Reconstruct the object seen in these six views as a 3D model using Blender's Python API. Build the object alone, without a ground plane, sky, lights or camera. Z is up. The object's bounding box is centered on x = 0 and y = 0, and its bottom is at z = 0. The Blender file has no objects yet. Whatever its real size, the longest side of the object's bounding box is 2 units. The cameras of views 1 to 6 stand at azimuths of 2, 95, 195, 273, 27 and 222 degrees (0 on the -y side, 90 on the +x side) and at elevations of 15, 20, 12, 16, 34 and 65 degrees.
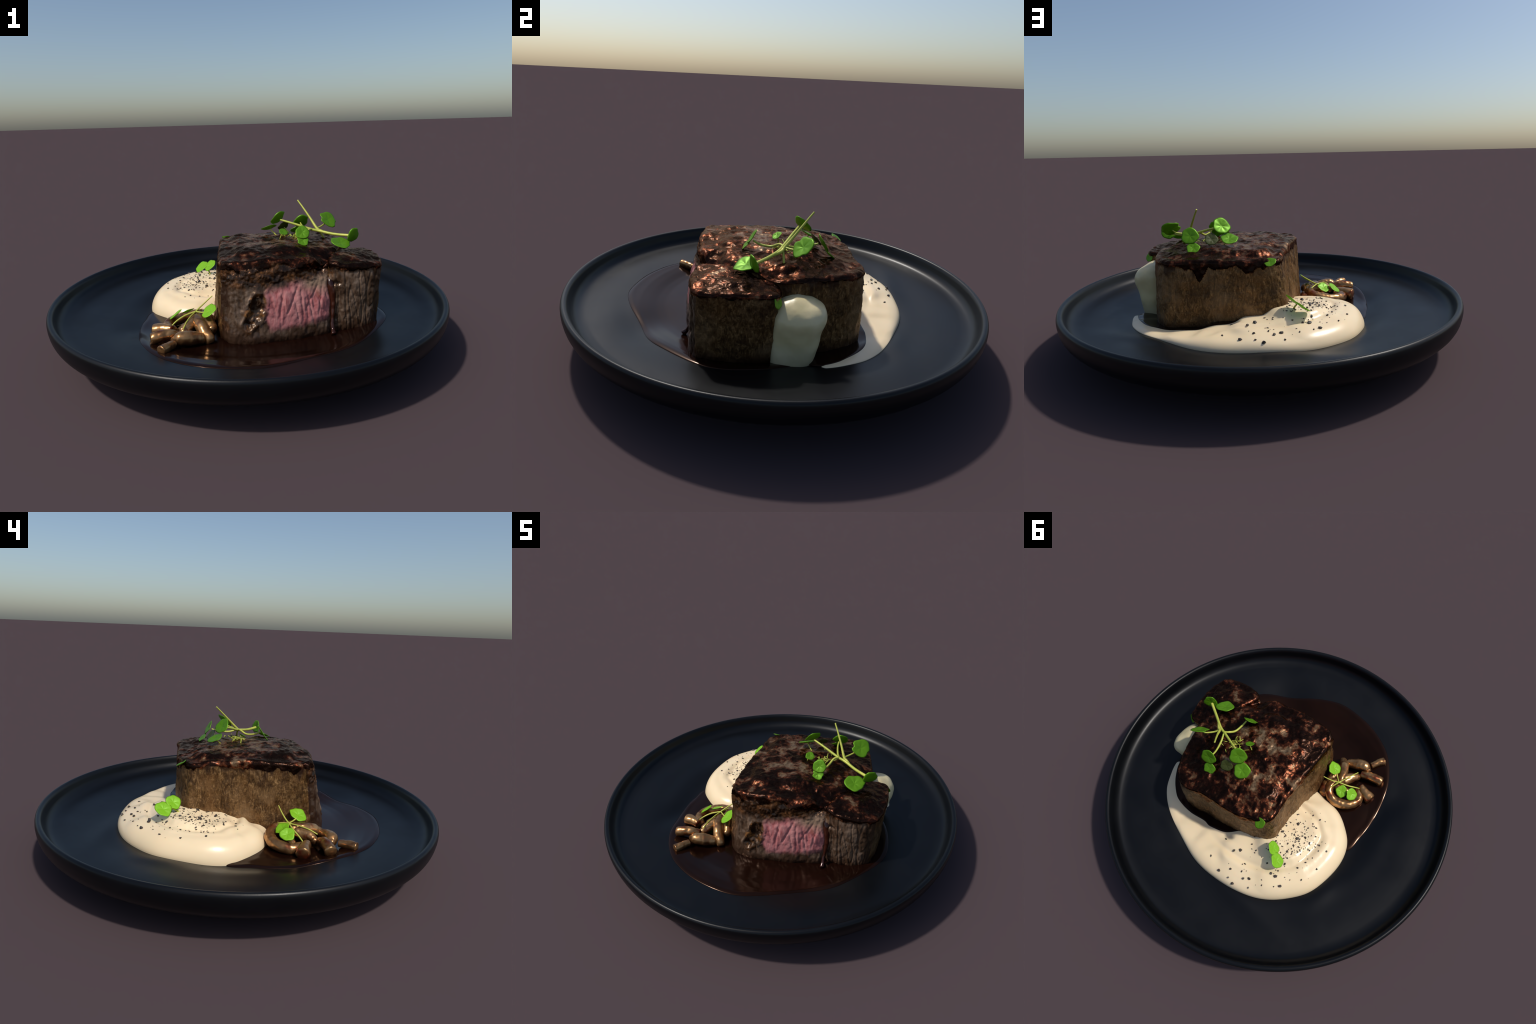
"""A plated fillet steak: dark stoneware dish, seared beef with a pink cut face,
cream sauce with cracked pepper, gravy pool, glazed mushrooms, a dollop of
horseradish cream and three sprigs of round-leaved cress."""
import bpy, bmesh, math, random
import numpy as np
from mathutils import Vector, Matrix

random.seed(7)
RNG = np.random.default_rng(11)
TAU = 2 * math.pi

# ------------------------------------------------------------------ noise ---
_PERM = np.random.default_rng(3).permutation(256)
_PERM = np.concatenate([_PERM, _PERM, _PERM])
_GRAD = np.random.default_rng(5).normal(size=(256, 3))
_GRAD /= np.linalg.norm(_GRAD, axis=1)[:, None]


def noise(p):
    """Gradient noise, p is (n, 3); about -0.7 .. 0.7"""
    p = np.asarray(p, float)
    i = np.floor(p).astype(int)
    f = p - i
    u = f * f * f * (f * (f * 6 - 15) + 10)
    i &= 255
    out = 0.0
    for dx in (0, 1):
        wx = u[:, 0] if dx else 1 - u[:, 0]
        for dy in (0, 1):
            wy = u[:, 1] if dy else 1 - u[:, 1]
            for dz in (0, 1):
                wz = u[:, 2] if dz else 1 - u[:, 2]
                h = _PERM[_PERM[_PERM[(i[:, 0] + dx) & 255] + ((i[:, 1] + dy) & 255)] + ((i[:, 2] + dz) & 255)]
                g = _GRAD[h]
                out = out + wx * wy * wz * ((f[:, 0] - dx) * g[:, 0] + (f[:, 1] - dy) * g[:, 1] + (f[:, 2] - dz) * g[:, 2])
    return out


def fbm(p, octaves=3, gain=0.5):
    p = np.asarray(p, float)
    a, s, out = 1.0, 1.0, 0.0
    for k in range(octaves):
        out = out + a * noise(p * s + 17.3 * k)
        a *= gain
        s *= 2.03
    return out


def sstep(a, b, x):
    t = np.clip((x - a) / (b - a), 0, 1)
    return t * t * (3 - 2 * t)


# ----------------------------------------------------------------- curves ---
def spline(points, n, closed=False):
    """Catmull-Rom through the points, n samples"""
    P = np.asarray(points, float)
    m = len(P)
    t = np.linspace(0, m if closed else m - 1, n, endpoint=not closed)
    i = np.minimum(np.floor(t).astype(int), (m if closed else m - 1) - (0 if closed else 1))
    f = (t - i)[:, None]

    def at(k):
        return P[k % m] if closed else P[np.clip(k, 0, m - 1)]
    a, b, c, d = at(i - 1), at(i), at(i + 1), at(i + 2)
    return 0.5 * (2 * b + (c - a) * f + (2 * a - 5 * b + 4 * c - d) * f ** 2 + (3 * b - a - 3 * c + d) * f ** 3)


def resample(curve, n, closed=True):
    C = np.vstack([curve, curve[:1]]) if closed else np.asarray(curve)
    s = np.concatenate([[0], np.cumsum(np.linalg.norm(np.diff(C, axis=0), axis=1))])
    t = np.linspace(0, s[-1], n, endpoint=not closed)
    return np.stack([np.interp(t, s, C[:, k]) for k in range(C.shape[1])], 1)


def to_curve_distance(xy, curve):
    """distance from each point to a polyline"""
    a, b = curve[:-1], curve[1:]
    ab = b - a
    L = (ab ** 2).sum(1) + 1e-12
    best = np.full(len(xy), 9.0)
    for k in range(0, len(xy), 4000):
        q = xy[k:k + 4000, None, :]
        t = np.clip(((q - a) * ab).sum(2) / L, 0, 1)
        best[k:k + 4000] = np.sqrt((((a + t[..., None] * ab) - q) ** 2).sum(2)).min(1)
    return best


def blend(xy, knots, power=2.4):
    """smooth height field through (x, y, z) knots (inverse distance)"""
    K = np.asarray(knots, float)
    d2 = ((xy[:, None, :] - K[None, :, :2]) ** 2).sum(2)
    w = 1 / (d2 + 0.045 ** 2) ** power
    return (w * K[:, 2]).sum(1) / w.sum(1)


# ------------------------------------------------------------------ meshes --
def new_object(name, verts, faces, mat, parent=None, smooth=True):
    me = bpy.data.meshes.new(name)
    me.from_pydata([tuple(map(float, v)) for v in verts], [], [tuple(map(int, f)) for f in faces])
    me.update()
    ob = bpy.data.objects.new(name, me)
    bpy.context.scene.collection.objects.link(ob)
    if mat:
        me.materials.append(mat)
    if smooth:
        me.shade_smooth()
    if parent:
        attach(ob, parent)
    return ob


def attach(ob, parent):
    ob.parent = parent
    ob.matrix_parent_inverse = Matrix.Translation(parent.matrix_basis.translation).inverted()


def thing(name, at, label, category):
    e = bpy.data.objects.new(name, None)
    e.empty_display_size = 0.05
    e.location = at
    bpy.context.scene.collection.objects.link(e)
    e["label"] = label
    e["category"] = category
    return e


def grid_faces(rows, cols, closed=True):
    f = []
    for r in range(rows - 1):
        for c in range(cols if closed else cols - 1):
            d = (c + 1) % cols
            f.append((r * cols + c, r * cols + d, (r + 1) * cols + d, (r + 1) * cols + c))
    return f


def vertex_normals(V, F):
    V = np.asarray(V)
    N = np.zeros_like(V)
    quads = np.array([f for f in F if len(f) == 4])
    if len(quads):
        n = np.cross(V[quads[:, 2]] - V[quads[:, 0]], V[quads[:, 3]] - V[quads[:, 1]])
        for k in range(4):
            np.add.at(N, quads[:, k], n)
    tris = np.array([f for f in F if len(f) == 3])
    if len(tris):
        n = np.cross(V[tris[:, 1]] - V[tris[:, 0]], V[tris[:, 2]] - V[tris[:, 0]])
        for k in range(3):
            np.add.at(N, tris[:, k], n)
    return N / (np.linalg.norm(N, axis=1)[:, None] + 1e-12)


def split_parts(V, F, region_of_face, names, mats, parent):
    """One smooth body cut by region into objects that share border vertices and normals"""
    V = np.asarray(V)
    N = vertex_normals(V, F)
    made = []
    for k, (nm, mt) in enumerate(zip(names, mats)):
        fs = [f for f, r in zip(F, region_of_face) if r == k]
        if not fs:
            continue
        used = sorted({i for f in fs for i in f})
        idx = {v: j for j, v in enumerate(used)}
        ob = new_object(nm, V[used], [[idx[i] for i in f] for f in fs], mt, parent)
        ob.data.normals_split_custom_set_from_vertices([tuple(N[i]) for i in used])
        made.append(ob)
    return made


def tube(points, radii, n_path=24, n_ring=14, flat=1.0, cap_round=0.6, wobble=0.0, seed=0):
    """round bar along a spline with softly rounded cut ends"""
    C = spline(points, n_path)
    R = np.interp(np.linspace(0, 1, n_path), np.linspace(0, 1, len(radii)), radii)
    T = np.gradient(C, axis=0)
    T /= np.linalg.norm(T, axis=1)[:, None]
    up = np.array([0.0, 0.0, 1.0])
    if abs(T[:, 2]).max() > 0.93:
        up = np.array([0.35, 0.9, 0.1])
    rings = []

    def ring(c, t, r):
        s = np.cross(t, up)
        s /= np.linalg.norm(s)
        u = np.cross(s, t)
        a = np.linspace(0, TAU, n_ring, endpoint=False)[:, None]
        return c + r * (np.cos(a) * s + np.sin(a) * u * flat)
    e = cap_round
    for a in (0.0, 0.35, 0.7, 0.93):
        rings.append(ring(C[0] - T[0] * R[0] * e * math.cos(a * math.pi / 2), T[0], R[0] * max(math.sin(a * math.pi / 2) ** 0.5, 0.02)))
    for c, t, r in zip(C, T, R):
        rings.append(ring(c, t, r))
    for a in (0.93, 0.7, 0.35, 0.0):
        rings.append(ring(C[-1] + T[-1] * R[-1] * e * math.cos(a * math.pi / 2), T[-1], R[-1] * max(math.sin(a * math.pi / 2) ** 0.5, 0.02)))
    V = np.vstack(rings)
    F = grid_faces(len(rings), n_ring)
    F = [f[::-1] for f in F]
    F.append(list(range(n_ring)))
    k = (len(rings) - 1) * n_ring
    F.append(list(range(k, k + n_ring))[::-1])
    if wobble:
        N = vertex_normals(V, F)
        V = V + N * (wobble * fbm(V * 28 + seed * 3.7, 2))[:, None]
    return V, F


# --------------------------------------------------------------- materials --
class Nodes:
    def __init__(self, name):
        self.mat = bpy.data.materials.new(name)
        self.mat.use_nodes = True
        self.t = self.mat.node_tree
        self.bsdf = self.t.nodes["Principled BSDF"]
        self.out = self.t.nodes["Material Output"]
        self.co = self.t.nodes.new("ShaderNodeTexCoord").outputs["Object"]

    def link(self, a, b):
        self.t.links.new(a, b)

    def set(self, **kw):
        names = dict(spec_tint="Specular Tint", color="Base Color", rough="Roughness", metal="Metallic", spec="Specular IOR Level", coat="Coat Weight",
                     coat_rough="Coat Roughness", sss="Subsurface Weight", sss_scale="Subsurface Scale", sheen="Sheen Weight", ior="IOR", normal="Normal")
        for k, v in kw.items():
            s = self.bsdf.inputs[names[k]]
            if isinstance(v, bpy.types.NodeSocket):
                self.link(v, s)
            else:
                s.default_value = (*v, 1) if k in ("color", "spec_tint") else v
        return self

    def mapping(self, scale=(1, 1, 1), rot=(0, 0, 0), loc=(0, 0, 0)):
        m = self.t.nodes.new("ShaderNodeMapping")
        m.inputs["Scale"].default_value = scale
        m.inputs["Rotation"].default_value = rot
        m.inputs["Location"].default_value = loc
        self.link(self.co, m.inputs["Vector"])
        return m.outputs[0]

    def noise(self, scale, detail=4, rough=0.55, vec=None, distort=0.0):
        n = self.t.nodes.new("ShaderNodeTexNoise")
        n.inputs["Scale"].default_value = scale
        n.inputs["Detail"].default_value = detail
        n.inputs["Roughness"].default_value = rough
        n.inputs["Distortion"].default_value = distort
        self.link(vec or self.co, n.inputs["Vector"])
        return n.outputs["Fac"]

    def voronoi(self, scale, vec=None, feature="F1"):
        n = self.t.nodes.new("ShaderNodeTexVoronoi")
        n.feature = feature
        n.inputs["Scale"].default_value = scale
        self.link(vec or self.co, n.inputs["Vector"])
        return n.outputs["Distance"]

    def ramp(self, fac, stops, interp="LINEAR"):
        r = self.t.nodes.new("ShaderNodeValToRGB")
        r.color_ramp.interpolation = interp
        els = r.color_ramp.elements
        while len(els) < len(stops):
            els.new(0.5)
        for e, (p, c) in zip(els, stops):
            e.position = p
            e.color = (*c, 1) if not isinstance(c, (int, float)) else (c, c, c, 1)
        self.link(fac, r.inputs[0])
        return r.outputs[0]

    def mix(self, fac, a, b, mode="MIX"):
        m = self.t.nodes.new("ShaderNodeMix")
        m.data_type = "RGBA"
        m.blend_type = mode
        for s, v in ((m.inputs[0], fac), (m.inputs[6], a), (m.inputs[7], b)):
            if isinstance(v, bpy.types.NodeSocket):
                self.link(v, s)
            elif isinstance(v, (int, float)):
                s.default_value = v if s == m.inputs[0] else (v, v, v, 1)
            else:
                s.default_value = (*v, 1)
        return m.outputs[2]

    def math(self, op, a, b=0.0, clamp=False):
        m = self.t.nodes.new("ShaderNodeMath")
        m.operation = op
        m.use_clamp = clamp
        for s, v in zip(m.inputs, (a, b)):
            if isinstance(v, bpy.types.NodeSocket):
                self.link(v, s)
            else:
                s.default_value = v
        return m.outputs[0]

    def xyz(self):
        s = self.t.nodes.new("ShaderNodeSeparateXYZ")
        self.link(self.co, s.inputs[0])
        return s.outputs

    def step(self, v, a, b):
        m = self.t.nodes.new("ShaderNodeMapRange")
        m.interpolation_type = "SMOOTHSTEP"
        for i, x in enumerate((v, a, b, 0.0, 1.0)):
            if isinstance(x, bpy.types.NodeSocket):
                self.link(x, m.inputs[i])
            else:
                m.inputs[i].default_value = x
        return m.outputs[0]

    def bump(self, height, strength=0.3, dist=0.01, prev=None):
        b = self.t.nodes.new("ShaderNodeBump")
        if isinstance(strength, bpy.types.NodeSocket):
            self.link(strength, b.inputs["Strength"])
        else:
            b.inputs["Strength"].default_value = strength
        b.inputs["Distance"].default_value = dist
        self.link(height, b.inputs["Height"])
        if prev is not None:
            self.link(prev, b.inputs["Normal"])
        return b.outputs[0]


def make_materials():
    M = {}
    # dark matt stoneware
    n = Nodes("stoneware_glaze")
    smudge = n.noise(5, 5, 0.6)
    grain = n.noise(160, 2)
    n.set(color=n.mix(smudge, (0.0012, 0.0015, 0.0021), (0.0028, 0.0033, 0.0044)),
          rough=n.ramp(smudge, [(0.3, 0.33), (0.7, 0.41)]), spec=0.27, normal=n.bump(grain, 0.05, 0.003))
    M["plate"] = n.mat
    # gravy
    n = Nodes("gravy")
    n.set(color=n.ramp(n.noise(6, 3), [(0.3, (0.0055, 0.0018, 0.0010)), (0.7, (0.010, 0.0032, 0.0017))]), rough=0.16, spec=0.26, spec_tint=(1.0, 0.62, 0.45))
    M["gravy"] = n.mat
    # cream sauce
    n = Nodes("cream_sauce")
    n.set(color=n.ramp(n.noise(4, 3), [(0.3, (0.85, 0.665, 0.41)), (0.7, (0.89, 0.71, 0.455))]), rough=0.3, spec=0.5, sss=0.08, sss_scale=0.02,
          normal=n.bump(n.noise(60, 3), 0.06, 0.004))
    M["cream"] = n.mat
    # horseradish dollop
    n = Nodes("horseradish_cream")
    n.set(color=n.ramp(n.noise(9, 4), [(0.3, (0.60, 0.50, 0.26)), (0.7, (0.74, 0.62, 0.36))]), rough=0.36, spec=0.5, sss=0.08, sss_scale=0.02,  # blue taken out of the base to match the dollop's yellowish shaded side
          normal=n.bump(n.noise(40, 4), 0.15, 0.006))
    M["dollop"] = n.mat
    # pepper
    n = Nodes("cracked_pepper")
    n.set(color=n.ramp(n.noise(90, 2), [(0.35, (0.012, 0.011, 0.012)), (0.7, (0.09, 0.065, 0.045))]), rough=0.5)
    M["pepper"] = n.mat
    # mushrooms: glossy umber glaze
    n = Nodes("glazed_mushroom")
    base = n.ramp(n.noise(14, 4, distort=0.6), [(0.3, (0.14, 0.055, 0.019)), (0.5, (0.37, 0.190, 0.072)), (0.75, (0.55, 0.31, 0.13))])
    red = n.ramp(n.noise(9, 2, distort=1.2), [(0.56, 0.0), (0.68, 1.0)])
    n.set(color=n.mix(red, base, (0.24, 0.05, 0.02)), rough=0.28, metal=0.8, spec=0.5, coat=0.1, coat_rough=0.15)
    M["mushroom"] = n.mat
    # cress
    for key, nm, lo, hi in (("leaf", "cress_leaf", (0.10, 0.28, 0.007), (0.19, 0.43, 0.014)), ("bright_leaf", "young_cress_leaf", (0.20, 0.50, 0.012), (0.32, 0.66, 0.022)), ("stem", "cress_stem", (0.36, 0.42, 0.05), (0.55, 0.54, 0.10)),  # cress_leaf greens lightened toward the low sun glint on the steak sprig
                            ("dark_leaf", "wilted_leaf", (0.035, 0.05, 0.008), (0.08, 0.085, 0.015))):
        n = Nodes(nm)
        col = n.ramp(n.noise(22, 3), [(0.3, lo), (0.72, hi)])
        n.set(color=col, rough=0.42, spec=0.4, metal=0.35 if key == "leaf" else 0.1)
        if key != "stem":
            tr = n.t.nodes.new("ShaderNodeBsdfTranslucent")
            n.link(n.mix(0.4, col, (0.4, 0.75, 0.03)), tr.inputs["Color"])
            mx = n.t.nodes.new("ShaderNodeMixShader")
            mx.inputs[0].default_value = 0.08 if key == "dark_leaf" else 0.25
            n.link(n.bsdf.outputs[0], mx.inputs[1])
            n.link(tr.outputs[0], mx.inputs[2])
            n.link(mx.outputs[0], n.out.inputs[0])
        M[key] = n.mat
    # seared crust: black glaze over mottled tan and garnet
    n = Nodes("seared_crust")
    x, y, z = n.xyz()
    big = n.noise(9, 3, 0.5, vec=n.mapping((1, 1, 0.6), rot=(0, 0, 0.5)), distort=0.8)
    patch = n.noise(19, 3, 0.5, distort=0.5)
    fine = n.noise(75, 3, 0.6)
    v = n.math("ADD", n.math("ADD", n.math("MULTIPLY", big, 0.45), n.math("MULTIPLY", patch, 0.47)), n.math("MULTIPLY", fine, 0.08))
    # the tan shows in the middle, the rim is charred
    ex = n.math("POWER", n.math("ABSOLUTE", n.math("DIVIDE", n.math("ADD", x, -0.09), 0.27)), 2.0)
    ey = n.math("POWER", n.math("ABSOLUTE", n.math("DIVIDE", n.math("ADD", y, -0.05), 0.27)), 2.0)
    rim = n.step(n.math("ADD", ex, ey), 0.25, 1.25)
    v = n.math("ADD", v, n.math("ADD", n.math("MULTIPLY", rim, -0.075), 0.012))
    v = n.math("ADD", v, n.math("MULTIPLY", n.step(z, 0.475, 0.44), -0.03))
    crust = n.ramp(v, [(0.42, (0.010, 0.0035, 0.002)), (0.47, (0.040, 0.010, 0.005)), (0.505, (0.15, 0.036, 0.013)), (0.54, (0.17, 0.078, 0.034)), (0.58, (0.20, 0.125, 0.066)), (0.68, (0.255, 0.178, 0.105))])  # reddish stops widened to tint amber glints into the crust
    crust = n.mix(n.ramp(fine, [(0.40, 0.55), (0.62, 0.0)]), crust, (0.03, 0.012, 0.006))
    gloss = n.ramp(v, [(0.48, 0.85), (0.56, 0.42)])
    n.set(color=crust, rough=n.math("ADD", n.ramp(fine, [(0.35, 0.20), (0.65, 0.32)]), n.ramp(v, [(0.50, 0.0), (0.58, 0.10)])), coat=0.05, coat_rough=0.2, spec=0.4, spec_tint=(0.95, 0.66, 0.5), metal=gloss,
          normal=n.bump(n.noise(60, 4, 0.6), 0.3, 0.007, n.bump(n.noise(22, 3), 0.3, 0.012)))
    M["crust"] = n.mat
    # braised side of the meat, short hanging fibres
    n = Nodes("browned_side")
    x, y, z = n.xyz()
    fib = n.noise(1, 5, 0.65, vec=n.mapping((60, 60, 24)), distort=1.2)
    blot = n.noise(12, 4, 0.6)
    spk = n.noise(130, 3, 0.6)
    base = n.ramp(n.math("ADD", n.math("MULTIPLY", fib, 0.7), n.math("MULTIPLY", spk, 0.3)),
                  [(0.36, (0.020, 0.008, 0.003)), (0.48, (0.080, 0.039, 0.014)), (0.57, (0.165, 0.088, 0.033)), (0.68, (0.34, 0.20, 0.088))])
    tint = n.mix(n.ramp(blot, [(0.48, 0.0), (0.68, 0.6)]), base, (0.14, 0.06, 0.017))
    tint = n.mix(n.ramp(blot, [(0.30, 0.75), (0.46, 0.0)]), tint, (0.035, 0.016, 0.008))
    tint = n.mix(n.ramp(n.noise(6, 3, 0.5), [(0.50, 0.0), (0.68, 0.5)]), tint, (0.26, 0.165, 0.085))
    streak = n.noise(1, 4, 0.6, vec=n.mapping((24, 24, 4)))
    glaze = n.step(n.math("ADD", z, n.math("MULTIPLY", streak, 0.26)), 0.545, 0.60)     # dark streaky band painted below the crust
    tint = n.mix(glaze, tint, (0.022, 0.008, 0.005))
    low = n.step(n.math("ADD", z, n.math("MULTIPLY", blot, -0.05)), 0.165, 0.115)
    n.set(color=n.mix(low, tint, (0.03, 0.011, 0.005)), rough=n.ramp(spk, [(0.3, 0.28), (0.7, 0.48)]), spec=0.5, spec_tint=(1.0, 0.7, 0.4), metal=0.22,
          normal=n.bump(fib, 0.5, 0.01, n.bump(spk, 0.35, 0.004)))
    M["side"] = n.mat
    # cut face: pink centre, grey-brown band, roasted edge
    n = Nodes("cut_face")
    x, y, z = n.xyz()
    wob = n.math("MULTIPLY", n.math("SUBTRACT", n.noise(14, 4), 0.5), 0.07)
    wob2 = n.math("MULTIPLY", n.math("SUBTRACT", n.noise(17, 4), 0.5), 0.075)
    top = n.math("ADD", n.math("MULTIPLY", x, 0.16), 0.342)           # upper edge of the pink climbs to the right
    inside = n.math("MULTIPLY", n.step(n.math("ADD", x, wob2), 0.085, 0.115), n.step(n.math("ADD", x, wob2), 0.408, 0.385))
    inside = n.math("MULTIPLY", inside, n.step(n.math("ADD", n.math("SUBTRACT", z, top), wob2), 0.022, -0.022))
    inside = n.math("MULTIPLY", inside, n.step(n.math("ADD", n.math("ADD", z, wob), n.math("MULTIPLY", n.math("ABSOLUTE", n.math("ADD", x, -0.18)), -0.12)), 0.160, 0.200))
    fib = n.noise(1, 5, 0.6, vec=n.mapping((34, 34, 8), rot=(0, 0.25, 0)), distort=1.0)
    pink = n.ramp(fib, [(0.28, (0.27, 0.060, 0.055)), (0.42, (0.42, 0.135, 0.135)), (0.7, (0.50, 0.225, 0.21))])
    fade = n.math("MULTIPLY", n.step(n.math("ADD", n.math("ADD", z, wob), n.math("MULTIPLY", x, 0.25)), 0.385, 0.455), n.step(x, 0.20, 0.31))
    pink = n.mix(fade, pink, (0.27, 0.175, 0.115))
    grey = n.ramp(fib, [(0.28, (0.025, 0.012, 0.007)), (0.46, (0.10, 0.060, 0.037)), (0.72, (0.22, 0.15, 0.105))])
    roast = n.ramp(n.noise(24, 5, 0.6), [(0.36, (0.010, 0.004, 0.002)), (0.5, (0.045, 0.018, 0.007)), (0.60, (0.14, 0.055, 0.018)), (0.72, (0.24, 0.095, 0.03))])
    up = n.step(n.math("ADD", z, wob), 0.352, 0.40)
    slice_side = n.step(x, 0.40, 0.42)
    up2 = n.step(n.math("ADD", z, wob), 0.405, 0.435)
    up = n.mix(slice_side, up, up2)
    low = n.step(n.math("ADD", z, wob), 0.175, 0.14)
    blot = n.noise(13, 4, 0.6, distort=0.8)
    grey = n.mix(n.ramp(blot, [(0.40, 0.8), (0.54, 0.0)]), grey, (0.045, 0.020, 0.009))
    # left corner is glazed dark
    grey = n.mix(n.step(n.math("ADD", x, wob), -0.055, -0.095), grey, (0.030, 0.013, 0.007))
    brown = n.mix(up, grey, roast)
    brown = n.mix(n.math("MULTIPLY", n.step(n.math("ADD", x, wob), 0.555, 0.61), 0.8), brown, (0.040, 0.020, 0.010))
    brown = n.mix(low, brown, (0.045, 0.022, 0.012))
    # curled pocket on the left: orange highlight and dark hollow painted into the colour
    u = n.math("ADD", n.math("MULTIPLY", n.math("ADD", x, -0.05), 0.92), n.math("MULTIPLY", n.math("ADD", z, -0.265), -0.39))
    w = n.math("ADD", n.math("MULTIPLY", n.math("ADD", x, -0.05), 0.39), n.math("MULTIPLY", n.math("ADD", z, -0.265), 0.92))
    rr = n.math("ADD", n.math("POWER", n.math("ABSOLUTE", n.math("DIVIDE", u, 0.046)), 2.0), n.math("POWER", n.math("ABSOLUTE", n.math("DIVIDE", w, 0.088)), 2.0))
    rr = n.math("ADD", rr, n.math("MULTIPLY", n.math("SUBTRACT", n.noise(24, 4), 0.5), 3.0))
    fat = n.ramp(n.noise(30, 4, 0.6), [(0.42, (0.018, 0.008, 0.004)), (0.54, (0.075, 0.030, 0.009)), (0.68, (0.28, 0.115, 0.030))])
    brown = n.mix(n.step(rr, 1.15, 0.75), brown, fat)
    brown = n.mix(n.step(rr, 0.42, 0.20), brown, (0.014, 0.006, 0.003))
    halo = n.math("MULTIPLY", inside, 1.0)
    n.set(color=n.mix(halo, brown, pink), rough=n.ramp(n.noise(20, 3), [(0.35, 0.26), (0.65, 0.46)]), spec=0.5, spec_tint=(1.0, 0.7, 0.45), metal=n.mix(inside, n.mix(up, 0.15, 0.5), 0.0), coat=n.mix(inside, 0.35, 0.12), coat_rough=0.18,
          normal=n.bump(fib, 0.32, 0.009, n.bump(n.noise(48, 3), n.mix(up, 0.25, 0.7), 0.009)))
    M["cut"] = n.mat
    n = Nodes("gravy_glaze")
    n.set(color=n.ramp(n.noise(18, 3), [(0.35, (0.016, 0.004, 0.002)), (0.65, (0.06, 0.015, 0.007))]), rough=0.2, metal=0.3)
    M["drip"] = n.mat
    return M


MAT = make_materials()

# ------------------------------------------------------------------- plate --
FLOOR = [(0.0, 0.114), (0.45, 0.116), (0.54, 0.121), (0.58, 0.127), (0.62, 0.137), (0.66, 0.145), (0.72, 0.151), (0.78, 0.158), (0.83, 0.162), (0.87, 0.164)]
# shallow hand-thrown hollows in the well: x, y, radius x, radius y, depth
HOLLOWS = [(0.40, -0.53, 0.17, 0.11, 0.016), (-0.545, -0.30, 0.07, 0.13, 0.014), (-0.53, 0.0, 0.05, 0.16, 0.008),
           (-0.25, 0.60, 0.24, 0.055, -0.011), (0.35, 0.56, 0.20, 0.05, -0.007), (-0.57, 0.25, 0.05, 0.14, -0.006)]


def floor_z(xy):
    r = np.linalg.norm(np.atleast_2d(xy), axis=1)
    F = np.array(FLOOR)
    z = np.interp(r, F[:, 0], F[:, 1])
    return z - hollow(np.atleast_2d(xy))


def hollow(xy):
    out = np.zeros(len(xy))
    for x, y, a, b, h in HOLLOWS:
        out += h * np.exp(-(((xy[:, 0] - x) / a) ** 2 + ((xy[:, 1] - y) / b) ** 2))
    return out


def build_plate():
    root = thing("dinner_plate", (0, 0, 0), "wide matt black stoneware dinner plate with low upright rim", "plate")
    upper = FLOOR + [(0.905, 0.166), (0.930, 0.172), (0.946, 0.183), (0.957, 0.198), (0.963, 0.216), (0.968, 0.232), (0.975, 0.2425)]
    lower = [(0.985, 0.246), (0.9925, 0.2432), (0.998, 0.235), (1.0, 0.219), (0.9982, 0.200), (0.992, 0.174), (0.979, 0.150), (0.958, 0.1298),
             (0.934, 0.1155), (0.90, 0.108), (0.86, 0.103), (0.80, 0.098), (0.70, 0.088), (0.668, 0.062), (0.656, 0.022), (0.648, 0.004), (0.638, 0.0), (0.615, 0.0), (0.602, 0.010), (0.59, 0.030), (0.3, 0.034), (0.0, 0.034)]

    def revolve(name, prof, per):
        prof = np.array(prof)
        prof = spline(prof, (len(prof) - 1) * per + 1)
        prof[:, 0] = np.maximum(prof[:, 0], 0)
        prof[:, 1] = np.maximum(prof[:, 1], 0)
        prof[0, 0] = max(prof[0, 0], 0)
        n = 256
        a = np.linspace(0, TAU, n, endpoint=False)
        V = np.vstack([np.stack([r * np.cos(a), r * np.sin(a), np.full(n, z)], 1) for r, z in prof if r > 1e-4])
        rows = len(V) // n
        F = grid_faces(rows, n)
        return V, F, n, rows
    prof = upper + lower
    V, F, n, rows = revolve("plate_body", prof, 4)
    # centre fans
    top, bot = len(V), len(V) + 1
    V = np.vstack([V, [[0, 0, 0.114], [0, 0, 0.034]]])
    F = [f for f in F]
    F += [(top, (c + 1) % n, c) for c in range(n)][::-1]
    k = (rows - 1) * n
    F += [(bot, k + c, k + (c + 1) % n) for c in range(n)]
    well = (np.linalg.norm(V[:, :2], axis=1) < 0.9) & (V[:, 2] > 0.1)
    V[:, 2] += np.where(well, 0.0008 * fbm(V * 3.1, 2) - hollow(V[:, :2]), 0)
    V[:, 2] -= V[:, 2].min()
    # split the rim from the well by region, one smooth surface
    fr = []
    for f in F:
        c = V[list(f)].mean(0)
        r = math.hypot(c[0], c[1])
        if r > 0.915 and c[2] > 0.155:
            fr.append(1)
        elif c[2] > 0.108 and r < 0.94 and vertex_up(V, f):
            fr.append(0)
        else:
            fr.append(2)
    split_parts(V, F, fr, ["well", "rim", "underside"], [MAT["plate"]] * 3, root)


def vertex_up(V, f):
    n = np.cross(V[f[1]] - V[f[0]], V[f[2]] - V[f[0]])
    return n[2] > 0


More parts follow.
